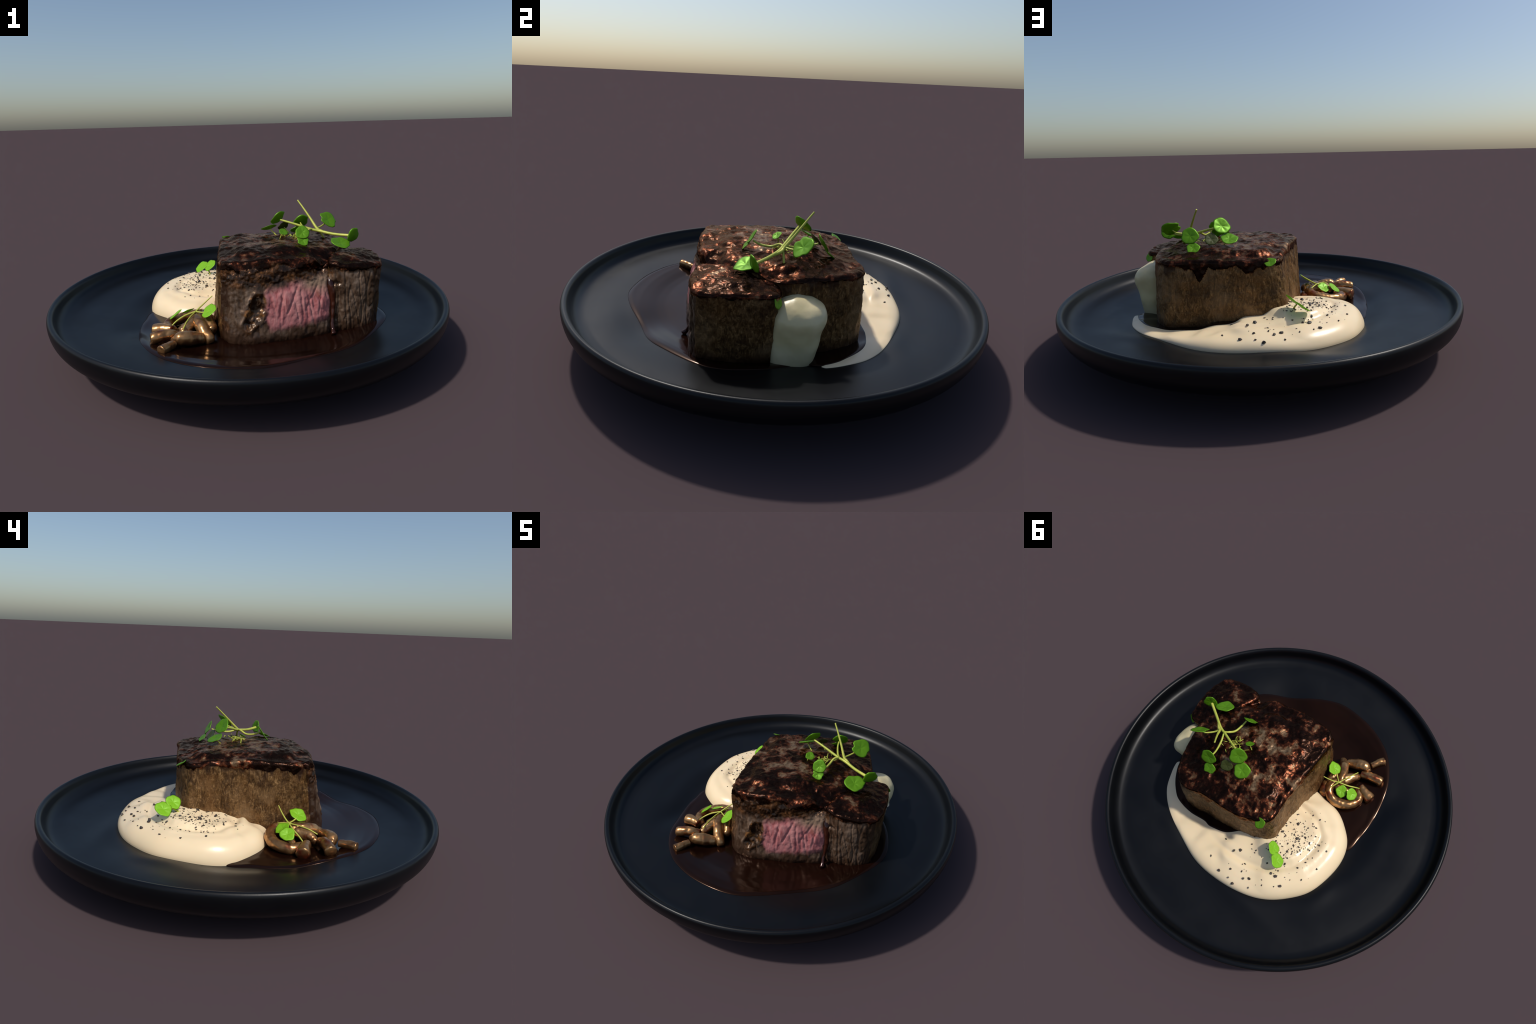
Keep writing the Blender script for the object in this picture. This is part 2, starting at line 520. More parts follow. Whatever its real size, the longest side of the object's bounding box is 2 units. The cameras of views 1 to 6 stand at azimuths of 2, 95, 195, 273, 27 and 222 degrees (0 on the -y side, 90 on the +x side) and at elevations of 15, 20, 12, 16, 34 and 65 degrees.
# ------------------------------------------------------------------- sauces -
CREAM_EDGE = [(0.590, 0.248), (0.598, 0.270), (0.572, 0.335), (0.512, 0.43), (0.402, 0.511), (0.228, 0.578), (0.067, 0.62), (-0.102, 0.614),
              (-0.252, 0.578), (-0.362, 0.52), (-0.449, 0.436), (-0.518, 0.329), (-0.545, 0.195), (-0.541, 0.072), (-0.504, -0.025),
              (-0.432, -0.094), (-0.345, -0.143), (-0.24, -0.158), (-0.15, -0.163), (-0.10, -0.15)]
CREAM_SPINE = [(0.572, 0.252), (0.50, 0.30), (0.36, 0.34), (0.22, 0.33), (0.08, 0.28), (-0.05, 0.20), (-0.10, 0.10), (-0.10, 0.0), (-0.09, -0.06), (-0.08, -0.10)]
CREAM_TOP = [(-0.475, 0.22, 0.208), (-0.452, 0.11, 0.209), (-0.325, 0.055, 0.222), (-0.39, 0.35, 0.208), (-0.333, 0.399, 0.209), (-0.20, 0.52, 0.198),
             (0.017, 0.547, 0.185), (-0.296, 0.26, 0.237), (-0.19, 0.25, 0.243), (-0.19, 0.10, 0.225), (-0.18, 0.0, 0.203), (-0.14, -0.09, 0.17),
             (-0.35, -0.06, 0.195), (-0.42, 0.0, 0.203), (-0.05, 0.36, 0.205), (-0.05, 0.45, 0.202), (0.06, 0.38, 0.18), (0.10, 0.50, 0.178), (0.20, 0.50, 0.166),
             (0.23, 0.40, 0.150), (0.35, 0.40, 0.147), (0.40, 0.46, 0.156), (0.50, 0.38, 0.152), (0.56, 0.28, 0.147), (0.6, 0.2, 0.143),
             (0.3, 0.3, 0.140), (0.1, 0.2, 0.15), (0.45, 0.2, 0.135)]
CREAM_CURVE = spline(CREAM_EDGE, 400)


def cream_z(xy):
    xy = np.asarray(xy, float)
    d = to_curve_distance(xy, CREAM_CURVE[::2])
    H = blend(xy, CREAM_TOP)
    # spoon swirl: grooves that follow the edge
    mound = sstep(0.17, 0.20, H)
    H = H + mound * (0.006 * np.exp(-((d - 0.118) / 0.022) ** 2) - 0.009 * np.exp(-((d - 0.158) / 0.017) ** 2) + 0.002 * np.exp(-((d - 0.195) / 0.020) ** 2))
    # broken, peppered middle
    mid = np.exp(-(((xy[:, 0] + 0.27) / 0.13) ** 2 + ((xy[:, 1] - 0.20) / 0.15) ** 2))
    p = np.column_stack([xy * 38, np.zeros(len(xy))])
    H = H + mid * 0.0045 * np.maximum(fbm(p, 3), -0.2)
    base = floor_z(xy)
    t = np.clip(d / (0.095 * np.clip((H - base) / 0.07, 0.35, 1.0)), 0, 1)
    prof = (1 - (1 - t) ** 2.3) ** 0.62
    return base + 0.002 + (H - base) * prof


def build_cream():
    root = thing("cream_sauce", (-0.2, 0.3, 0.12), "swirled ivory cream sauce scattered with cracked black pepper", "sauce")
    n, m = 420, 90
    E = resample(CREAM_CURVE, n, closed=False)
    S = resample(spline(CREAM_SPINE, 200), n, closed=False)
    rows = []
    ts = np.linspace(0, 1, m) ** 1.7
    for t in ts:
        rows.append(E * (1 - t) + S * t)
    XY = np.vstack(rows)
    Z = cream_z(XY)
    Z[:n] = floor_z(XY[:n]) - 0.004
    V = np.column_stack([XY, Z])
    F = grid_faces(m, n, closed=False)
    f0 = F[len(F) // 2]
    if np.cross(V[f0[1]] - V[f0[0]], V[f0[2]] - V[f0[0]])[2] < 0:
        F = [f[::-1] for f in F]
    new_object("sauce_swirl", V, F, MAT["cream"], root)
    # cracked pepper: the larger pieces one by one
    spots = [(-0.206, 0.521), (-0.231, 0.501), (-0.296, 0.26), (-0.304, 0.404), (-0.333, 0.399), (0.017, 0.547), (-0.449, 0.32), (-0.475, 0.221), (-0.452, 0.11),
             (-0.074, 0.576), (-0.118, 0.53), (-0.177, 0.579), (-0.259, 0.54), (-0.308, 0.483), (-0.385, 0.421), (-0.361, 0.446), (-0.393, 0.287),
             (-0.16, 0.457), (-0.062, 0.442), (-0.089, 0.418), (-0.252, 0.377), (-0.327, 0.316), (-0.286, 0.169), (-0.262, 0.162), (-0.20, 0.192), (-0.235, 0.098),
             (-0.325, 0.048), (-0.388, 0.131), (-0.139, 0.572), (-0.175, 0.499), (0.02, 0.423), (-0.37, 0.171), (-0.318, 0.131), (-0.298, 0.21), (-0.21, 0.257)]
    big = {0, 1, 2, 3, 4, 9, 10, 11, 14, 18, 19, 22, 25}
    shards = [shard_mesh(k) for k in range(4)]
    Zs = cream_z(np.array(spots))
    rnd = random.Random(4)
    for k, ((x, y), z) in enumerate(zip(spots, Zs)):
        ob = bpy.data.objects.new("pepper_flake", shards[k % 4])
        s = (0.0095 if k in big else 0.0065) * rnd.uniform(0.85, 1.2)
        ob.location = (x, y, z + s * 0.25)
        ob.rotation_euler = (rnd.uniform(-.5, .5), rnd.uniform(-.5, .5), rnd.uniform(0, TAU))
        ob.scale = (s * rnd.uniform(.9, 1.3), s * rnd.uniform(.7, 1.0), s * rnd.uniform(.6, .8))
        bpy.context.scene.collection.objects.link(ob)
        attach(ob, root)
    # fine grind, uncountable
    rng = np.random.default_rng(21)
    P = np.vstack([np.column_stack([rng.normal(-0.285, 0.068, 190), rng.normal(0.170, 0.085, 190)]),
                   np.column_stack([rng.normal(-0.27, 0.12, 70), rng.normal(0.30, 0.13, 70)])])
    inside = (to_curve_distance(P, CREAM_CURVE[::4]) > 0.05) & ~((P[:, 0] > -0.18) & (P[:, 1] < 0.29)) & (P[:, 0] > -0.48) & (P[:, 1] < 0.56) & (P[:, 1] > -0.06)
    P = P[inside]
    Z = cream_z(P)
    V, F = [], []
    ico = shards[0]
    base = np.array([v.co for v in ico.vertices])
    fs = [tuple(p.vertices) for p in ico.polygons]
    for (x, y), z in zip(P, Z):
        s = 0.0014 + 0.0040 * rng.uniform() ** 1.8
        a = rng.uniform(0, TAU)
        R = np.array([[math.cos(a), -math.sin(a), 0], [math.sin(a), math.cos(a), 0], [0, 0, 1]])
        k = len(V) * len(base)
        V.append((base * np.array([1.3, 0.9, 0.7]) * s) @ R.T + (x, y, z + s * 0.2))
        F += [tuple(i + k for i in f) for f in fs]
    ob = new_object("pepper_grind", np.vstack(V), F, MAT["pepper"], root, smooth=False)
    ob["kind"] = "stuff"


def shard_mesh(seed):
    rng = np.random.default_rng(seed)
    bm = bmesh.new()
    bmesh.ops.create_icosphere(bm, subdivisions=1, radius=1)
    for v in bm.verts:
        v.co *= rng.uniform(0.65, 1.2)
    me = bpy.data.meshes.new("pepper_flake")
    bm.to_mesh(me)
    bm.free()
    me.materials.append(MAT["pepper"])
    return me


GRAVY_EDGE = [(0.665, -0.253), (0.577, -0.400), (0.500, -0.485), (0.370, -0.566), (0.208, -0.677), (0.064, -0.730), (-0.137, -0.717), (-0.295, -0.656), (-0.394, -0.573),
              (-0.464, -0.468), (-0.509, -0.345), (-0.532, -0.222), (-0.536, -0.11), (-0.527, 0.004), (-0.42, 0.06), (-0.2, 0.15), (0.0, 0.22), (0.25, 0.25), (0.45, 0.26),
              (0.535, 0.235), (0.562, 0.175), (0.60, 0.125), (0.642, 0.05), (0.678, -0.06), (0.69, -0.16)]
GRAVY_CURVE = spline(GRAVY_EDGE, 360, closed=True)


def gravy_z(xy):
    d = to_curve_distance(xy, np.vstack([GRAVY_CURVE, GRAVY_CURVE[:1]]))
    t = np.clip(d / 0.026, 0, 1)
    lip = (1 - (1 - t) ** 2) ** 0.6
    return floor_z(xy) + 0.0065 * lip + 0.0008 * np.exp(-((d - 0.02) / 0.014) ** 2)


def build_gravy():
    root = thing("gravy_pool", (0.0, -0.3, 0.115), "thin glossy dark brown pan gravy pooled on plate", "gravy")
    n = 360
    E = resample(GRAVY_CURVE, n)
    c = np.array([0.08, -0.22])
    ts = np.concatenate([[0], np.linspace(0, 1, 60)[1:] ** 1.8])[:-1]
    XY = np.vstack([E * (1 - t) + c * t for t in ts])
    Z = gravy_z(XY)
    Z[:n] = floor_z(XY[:n]) - 0.003
    V = np.column_stack([XY, Z])
    F = grid_faces(len(ts), n)
    V = np.vstack([V, [[c[0], c[1], 0.1215]]])
    k = (len(ts) - 1) * n
    F += [(k + i, k + (i + 1) % n, len(V) - 1) for i in range(n)]
    if np.cross(V[F[0][1]] - V[F[0][0]], V[F[0][2]] - V[F[0][0]])[2] < 0:
        F = [f[::-1] for f in F]
    new_object("pool", V, F, MAT["gravy"], root)
    # run of gravy over the cream, behind the steak
    edge = [(0.585, 0.20), (0.585, 0.262), (0.538, 0.335), (0.472, 0.397), (0.405, 0.432), (0.30, 0.440), (0.205, 0.424), (0.148, 0.428), (0.06, 0.402), (0.0, 0.350), (-0.05, 0.315)]
    inner = [(0.50, 0.17), (0.46, 0.23), (0.40, 0.28), (0.34, 0.31), (0.25, 0.31), (0.12, 0.30), (0.02, 0.285), (-0.05, 0.28)]
    a = resample(spline(edge, 200), 160, closed=False)
    b = resample(spline(inner, 100), 160, closed=False)
    rows = 26
    ts = np.linspace(0, 1, rows) ** 1.6
    XY = np.vstack([a * (1 - t) + b * t for t in ts])
    d = to_curve_distance(XY, a)
    end = sstep(0, 0.03, np.tile(np.linspace(0, 1, 160), rows)) * sstep(1.0, 0.95, np.tile(np.linspace(0, 1, 160), rows))
    lip = (1 - (1 - np.clip(d / 0.012, 0, 1)) ** 2) ** 0.5
    Z = np.maximum(cream_z(XY), gravy_z(XY)) - 0.003 + 0.0050 * lip * np.maximum(end, 0.25)
    V = np.column_stack([XY, Z])
    F = grid_faces(rows, 160, closed=False)
    if np.cross(V[F[0][1]] - V[F[0][0]], V[F[0][2]] - V[F[0][0]])[2] < 0:
        F = [f[::-1] for f in F]
    new_object("run", V, F, MAT["gravy"], root)


# -------------------------------------------------------------------- steak -
# plan control points: (top x, top y, foot x, foot y), anticlockwise from the left front corner
MAIN_PLAN = [(-0.116, -0.300, -0.128, -0.330), (-0.096, -0.342, -0.104, -0.388), (-0.048, -0.366, -0.062, -0.440), (0.03, -0.364, 0.02, -0.446),
             (0.11, -0.354, 0.112, -0.426), (0.20, -0.332, 0.21, -0.402), (0.29, -0.302, 0.30, -0.374), (0.372, -0.274, 0.392, -0.332),
             (0.415, -0.225, 0.42, -0.25), (0.45, -0.12, 0.45, -0.12), (0.50, -0.01, 0.49, -0.01), (0.527, 0.06, 0.51, 0.06), (0.517, 0.110, 0.51, 0.11), (0.478, 0.215, 0.484, 0.215),
             (0.430, 0.325, 0.450, 0.320), (0.360, 0.392, 0.380, 0.396), (0.29, 0.396, 0.300, 0.402), (0.21, 0.367, 0.20, 0.379),
             (0.094, 0.353, 0.09, 0.366), (-0.018, 0.328, -0.02, 0.340), (-0.124, 0.281, -0.148, 0.298), (-0.163, 0.237, -0.202, 0.262), (-0.164, 0.19, -0.204, 0.20),
             (-0.151, 0.12, -0.193, 0.12), (-0.142, 0.0, -0.181, 0.0), (-0.138, -0.12, -0.175, -0.12), (-0.130, -0.23, -0.160, -0.235)]
MAIN_TOP = [(-0.11, -0.33, 0.480), (-0.03, -0.35, 0.486), (0.1, -0.33, 0.496), (0.20, -0.31, 0.486), (0.28, -0.28, 0.474), (0.36, -0.26, 0.463), (0.2, 0.0, 0.508), (0.1, 0.15, 0.500), (0.4, 0.06, 0.494),
            (-0.16, 0.24, 0.462), (-0.15, 0.10, 0.478), (-0.14, -0.05, 0.488), (-0.13, -0.20, 0.486), (0.0, 0.31, 0.466), (0.35, 0.37, 0.466), (0.2, 0.34, 0.470), (0.43, 0.30, 0.470), (0.47, 0.2, 0.470), (0.51, 0.09, 0.466), (0.0, 0.0, 0.506),
            (0.23, 0.15, 0.502), (0.3, 0.25, 0.484), (0.44, -0.1, 0.487), (0.03, -0.2, 0.511), (0.2, -0.18, 0.516), (0.33, -0.15, 0.501), (-0.05, 0.17, 0.498)]
SLICE_PLAN = [(0.390, -0.268, 0.398, -0.292), (0.420, -0.294, 0.426, -0.308), (0.475, -0.300, 0.48, -0.308), (0.545, -0.291, 0.552, -0.297), (0.608, -0.272, 0.600, -0.274), (0.643, -0.236, 0.622, -0.238),
              (0.653, -0.15, 0.630, -0.16), (0.646, -0.06, 0.618, -0.07), (0.628, 0.025, 0.600, 0.018), (0.602, 0.066, 0.576, 0.050), (0.545, 0.072, 0.535, 0.058),
              (0.49, 0.03, 0.49, 0.03), (0.44, -0.08, 0.44, -0.08), (0.405, -0.19, 0.41, -0.19)]
SLICE_TOP = [(0.41, -0.27, 0.462), (0.48, -0.29, 0.450), (0.55, -0.27, 0.447), (0.63, -0.22, 0.442), (0.635, -0.1, 0.446), (0.6, 0.02, 0.442), (0.56, 0.05, 0.440),
             (0.50, 0.0, 0.455), (0.45, -0.12, 0.472), (0.54, -0.1, 0.464), (0.5, -0.2, 0.466)]


def block(plan, tops, n, foot, edge_r, n_side, n_cap):
    """rounded slab lofted from a foot outline to a top outline, then a domed cap"""
    P = np.asarray(plan)
    C = spline(P, 1200, closed=True)
    C = resample_by(C, n)
    T, B = C[:, :2], C[:, 2:]
    cen = T.mean(0)
    zt = blend(T, tops)
    rows, kind = [], []
    zr = zt - edge_r
    for s in np.linspace(0, 1, n_side):
        t = s
        xy = B * (1 - t) + T * t
        inn = 0.018 * (1 - min(s / 0.12, 1)) ** 2          # foot tucks in
        nrm = T - cen
        nrm /= np.linalg.norm(nrm, axis=1)[:, None]
        rows.append(np.column_stack([xy - nrm * inn, foot + (zr - foot) * s]))
        kind.append(0)
    # rounded shoulder then cap rings toward the centre, following the top height field
    a_in = np.concatenate([1 - np.cos(np.linspace(0, math.pi / 2, 9)[1:])])
    nrm = inward_normals(T)
    for k, a in enumerate(a_in):
        ang = (k + 1) / 8 * math.pi / 2
        xy = T + nrm * edge_r * a
        rows.append(np.column_stack([xy, zr + edge_r * math.sin(ang)]))
        kind.append(1)
    T2 = rows[-1][:, :2]
    for s in np.linspace(0, 1, n_cap)[1:-1]:
        xy = T2 * (1 - s) + cen * s
        h = blend(xy, tops)
        w = sstep(0, 0.25, s)
        rows.append(np.column_stack([xy, rows[n_side + 7][:, 2] * (1 - w) + h * w]))
        kind.append(2)
    V = np.vstack(rows)
    F = grid_faces(len(rows), n)
    hc = blend(cen[None], tops)[0]
    V = np.vstack([V, [[cen[0], cen[1], hc]]])
    k = (len(rows) - 1) * n
    F += [(k + i, k + (i + 1) % n, len(V) - 1) for i in range(n)]
    top_of = np.concatenate([np.tile(zt, len(rows)), [hc]])
    return V, F, top_of


def resample_by(C, n):
    D = np.vstack([C, C[:1]])
    s = np.concatenate([[0], np.cumsum(np.linalg.norm(np.diff(D[:, :2], axis=0), axis=1))])
    t = np.linspace(0, s[-1], n, endpoint=False)
    return np.stack([np.interp(t, s, D[:, k]) for k in range(D.shape[1])], 1)


def inward_normals(T):
    d = np.roll(T, -1, 0) - np.roll(T, 1, 0)
    n = np.column_stack([-d[:, 1], d[:, 0]])
    return n / np.linalg.norm(n, axis=1)[:, None]


def crust_line(V, top_of):
    """how far below the top edge the dark crust hangs, with drips"""
    p = np.column_stack([V[:, 0] * 9, V[:, 1] * 9, np.zeros(len(V))])
    q = np.column_stack([V[:, 0] * 24, V[:, 1] * 24, np.zeros(len(V))])
    hang = 0.034 + 0.045 * np.maximum(noise(p), -0.3) + 0.03 * noise(q) + 0.012 * noise(q * 2.6)
    # one long drip on the far face
    hang = hang + 0.045 * np.exp(-((V[:, 0] - 0.185) / 0.028) ** 2) * (V[:, 1] > 0.2)
    hang = hang * (0.55 + 0.45 * sstep(0.42, 0.38, V[:, 0] + 0.15 * (V[:, 1] > 0.1)))   # shallower on the slice
    return top_of - np.clip(hang, 0.014, 0.12)


def meat_relief(V, F, top_of, which):
    N = vertex_normals(V, F)
    up = np.clip(N[:, 2], 0, 1)
    side = sstep(0.75, 0.35, up)
    line = crust_line(V, top_of)
    crust = sstep(-0.008, 0.006, V[:, 2] - line)
    d = np.zeros(len(V))
    # crust: lumps, wrinkles, crackle
    d += crust * (1 - 0.45 * side) * (0.0075 * fbm(V * [13, 13, 13], 2) + 0.0036 * fbm(V * 34 + 3, 3))
    ridge = 1 - np.abs(fbm(V * 17 + 9, 2)) * 2.4
    d += crust * 0.0030 * np.clip(ridge, -0.5, 1)
    d -= (1 - crust) * side * sstep(0.03, 0.0, line - V[:, 2]) * 0.0015   # faint undercut below the crust
    # side: hanging fibres
    fib = fbm(np.column_stack([V[:, 0] * 26, V[:, 1] * 26, V[:, 2] * 9]), 3)
    fine = fbm(V * [62, 62, 40], 3)
    d += (1 - crust) * side * (0.0060 * fib + 0.0040 * fine + 0.0075 * fbm(V * [9, 9, 7] + 2.5, 2))
    front = sstep(-0.15, -0.24, V[:, 1]) * sstep(0.35, 0.7, -N[:, 1])
    if which == "main":
        x, z = V[:, 0], V[:, 2]
        # roasted bubbly band under the crust on the cut face
        band = front * sstep(0.35, 0.39, z) * sstep(0.47, 0.44, z)
        d += band * 0.006 * np.abs(fbm(V * 42 + 5, 2)) * 2
        # overhanging lobe beside the slice
        lobe = np.exp(-(((x - 0.265) / 0.05) ** 2 + ((z - 0.458 - 0.25 * (x - 0.265)) / 0.024) ** 2)) * sstep(-0.15, -0.24, V[:, 1])
        d += 0.016 * lobe
        # pink muscle bulges and has slanting clefts
        pink = front * np.exp(-(((x - 0.25) / 0.16) ** 4 + ((z - 0.28) / 0.085) ** 4))
        cle = np.abs(noise(np.column_stack([x * 20 + z * 5, np.zeros(len(x)), z * 3.0])))
        for cx, sl, wd in ((0.165, 0.10, 0.0045), (0.205, 0.42, 0.0050), (0.262, -0.10, 0.0040), (0.300, -0.22, 0.0040), (0.288, 0.55, 0.0035), (0.345, 0.16, 0.0030)):
            off = x - cx - sl * (z - 0.27) - 0.006 * noise(np.column_stack([z * 22, np.full(len(x), cx * 40), z * 0]))
            d -= pink * 0.0062 * np.exp(-(off / wd) ** 2) * sstep(0.11, 0.05, np.abs(z - 0.28 - 0.1 * sl))
        some = sstep(-0.15, 0.25, noise(np.column_stack([x * 9, np.zeros(len(x)), z * 9])))
        d += pink * (0.008 - 0.0055 * some * np.exp(-(cle / 0.05) ** 2))
        # curled fat pocket at the left, a slanted hollow with a raised rim
        u = (x - 0.045) * 0.92 - (z - 0.265) * 0.39
        w = (x - 0.045) * 0.39 + (z - 0.265) * 0.92
        r = np.sqrt((u / 0.036) ** 2 + (w / 0.078) ** 2)
        rag = r + 0.55 * fbm(V * 26 + 11, 3)
        d += front * (-0.015 * np.exp(-(rag / 0.75) ** 4) + 0.008 * np.exp(-((rag - 1.15) / 0.3) ** 2))
        # long vertical folds at the left front corner
        corner = np.exp(-(((x + 0.11) / 0.04) ** 2 + ((V[:, 1] + 0.33) / 0.07) ** 2)) * side
        d += corner * 0.006 * np.sin(110 * (x - V[:, 1]))
        # swell of meat near the dollop, dent and flap above the groove
        d -= 0.012 * np.exp(-(((x - 0.50) / 0.05) ** 2 + ((V[:, 1] - 0.02) / 0.05) ** 2)) * (up > 0.5)
    else:
        cracks = np.abs(noise(np.column_stack([V[:, 0] * 30, V[:, 1] * 30, V[:, 2] * 6]) + 4))
        d -= (1 - crust) * front * 0.006 * np.exp(-(cracks / 0.05) ** 2)
        notch = np.exp(-(((V[:, 0] - 0.425) / 0.022) ** 2 + ((V[:, 2] - 0.36) / 0.008) ** 2)) * front
        d -= 0.014 * notch
    W = V + N * d[:, None]
    if which == "main":
        # deep diagonal groove that parts the slice from the main cut
        a, b = np.array([0.320, -0.330]), np.array([0.435, -0.150])
        g = to_curve_distance(V[:, :2], np.array([a, b]))
        g = np.exp(-(g / 0.017) ** 2) * sstep(0.375, 0.425, V[:, 2] - 0.15 * (0.38 - V[:, 0]))
        W[:, 2] -= g * 0.026 * sstep(0.40, 0.46, V[:, 2])
        W[:, 1] += g * 0.030 * front
    return W, crust, front


def build_steak():
    root = thing("beef_steak", (0.2, 0.0, 0.115), "thick seared beef fillet cut open to a pink centre", "steak")
    for which, plan, tops, n, er in (("main", MAIN_PLAN, MAIN_TOP, 560, 0.019), ("slice", SLICE_PLAN, SLICE_TOP, 320, 0.017)):
        V, F, top_of = block(plan, tops, n, 0.106 if which == "main" else 0.112, er, 78, 70 if which == "main" else 44)
        V2, crust, front = meat_relief(V, F, top_of, which)
        reg = []
        for f in F:
            i = list(f)
            if crust[i].mean() > 0.5:
                reg.append(0)
            elif front[i].mean() > 0.25:
                reg.append(1)
            else:
                reg.append(2)
        split_parts(V2, F, reg, ["seared_crust", "cut_face", "browned_side"], [MAT["crust"], MAT["cut"], MAT["side"]], root)
    # gravy trickling down the groove
    V, F = tube([(0.388, -0.232, 0.400), (0.394, -0.252, 0.380), (0.400, -0.280, 0.348), (0.409, -0.292, 0.30), (0.410, -0.304, 0.24), (0.406, -0.318, 0.19), (0.405, -0.336, 0.155), (0.408, -0.354, 0.134)],
                (0.022, 0.021, 0.022, 0.015, 0.010, 0.008, 0.009, 0.013), 60, 18, wobble=0.005)
    new_object("gravy_trickle", V, F, MAT["drip"], root)


def build_dollop():
    root = thing("horseradish_dollop", (0.54, 0.14, 0.12), "smooth pale ivory spoonful of horseradish cream", "cream")
    n, m = 120, 90
    a = np.linspace(0, TAU, n, endpoint=False)
    rows = []
    zs = [0.106, 0.125, 0.16, 0.22, 0.28, 0.325, 0.355, 0.378, 0.394, 0.403, 0.406]
    cx = [0.53, 0.53, 0.53, 0.532, 0.535, 0.540, 0.536, 0.530, 0.524, 0.520, 0.518]
    cy = [0.116, 0.116, 0.120, 0.128, 0.136, 0.143, 0.145, 0.146, 0.145, 0.145, 0.145]
    rx = [0.060, 0.066, 0.071, 0.074, 0.084, 0.088, 0.082, 0.069, 0.050, 0.030, 0.002]
    ry = [0.084, 0.090, 0.096, 0.101, 0.105, 0.107, 0.103, 0.092, 0.070, 0.042, 0.002]
    prof = spline(np.column_stack([cx, cy, rx, ry, zs]), m)
    for x, y, r1, r2, z in prof:
        e = 0.72
        c, s = np.cos(a), np.sin(a)
        rows.append(np.column_stack([x + r1 * np.sign(c) * abs(c) ** e, y + r2 * np.sign(s) * abs(s) ** e, np.full(n, z)]))
    V = np.vstack(rows)
    F = grid_faces(m, n)
    V = np.vstack([V, [[0.518, 0.145, 0.406]]])
    k = (m - 1) * n
    F += [(k + i, k + (i + 1) % n, len(V) - 1) for i in range(n)]
    N = vertex_normals(V, F)
    d = 0.010 * fbm(V * [9, 9, 8], 2) + 0.0015 * fbm(V * 26 + 2, 2)
    V = V + N * (d * sstep(0.11, 0.14, V[:, 2]))[:, None]
    new_object("spoonful", V, F, MAT["dollop"], root)


# ---------------------------------------------------------------- mushrooms -
def build_mushrooms():
    root = thing("mushroom_heap", (-0.3, -0.35, 0.12), "small heap of glazed brown button mushroom stems", "mushrooms")
    pieces = [
        ([(-0.350, -0.572, 0.160), (-0.330, -0.536, 0.160), (-0.312, -0.500, 0.157)], (0.021, 0.019, 0.017), 0.3),
        ([(-0.416, -0.447, 0.160), (-0.385, -0.440, 0.168), (-0.345, -0.426, 0.168), (-0.305, -0.412, 0.158)], (0.026, 0.025, 0.024, 0.020), 0.35),
        ([(-0.432, -0.324, 0.148), (-0.392, -0.330, 0.156), (-0.350, -0.344, 0.156)], (0.030, 0.026, 0.022), 0.35),
        ([(-0.312, -0.458, 0.158), (-0.285, -0.462, 0.166), (-0.245, -0.448, 0.162), (-0.205, -0.428, 0.150)], (0.020, 0.029, 0.031, 0.024), 0.9),
        ([(-0.238, -0.282, 0.186), (-0.222, -0.330, 0.188), (-0.195, -0.378, 0.172), (-0.165, -0.414, 0.142)], (0.024, 0.026, 0.026, 0.024), 0.9),
        ([(-0.258, -0.300, 0.178), (-0.272, -0.345, 0.170), (-0.292, -0.385, 0.152)], (0.022, 0.025, 0.020), 0.7),
        ([(-0.352, -0.322, 0.146), (-0.384, -0.275, 0.146), (-0.366, -0.215, 0.150), (-0.308, -0.176, 0.156), (-0.250, -0.178, 0.168), (-0.214, -0.218, 0.182), (-0.222, -0.275, 0.184), (-0.262, -0.335, 0.180), (-0.292, -0.372, 0.166)],
         (0.022, 0.024, 0.025, 0.026, 0.025, 0.024, 0.023, 0.022, 0.019), 0.8),
        ([(-0.208, -0.176, 0.136), (-0.192, -0.196, 0.150), (-0.184, -0.228, 0.154)], (0.022, 0.028, 0.024), 0.9),
        ([(-0.192, -0.250, 0.176), (-0.180, -0.295, 0.182), (-0.158, -0.348, 0.162)], (0.022, 0.026, 0.022), 0.8),
        ([(-0.315, -0.285, 0.132), (-0.275, -0.262, 0.142), (-0.240, -0.255, 0.150)], (0.018, 0.024, 0.022), 0.9),
    ]
    for k, (pts, rad, cap) in enumerate(pieces):
        V, F = tube(pts, [q * 1.1 for q in rad], 14 * len(pts), 24, cap_round=cap, wobble=0.005, seed=k)
        new_object("mushroom_piece", V, F, MAT["mushroom"], root)


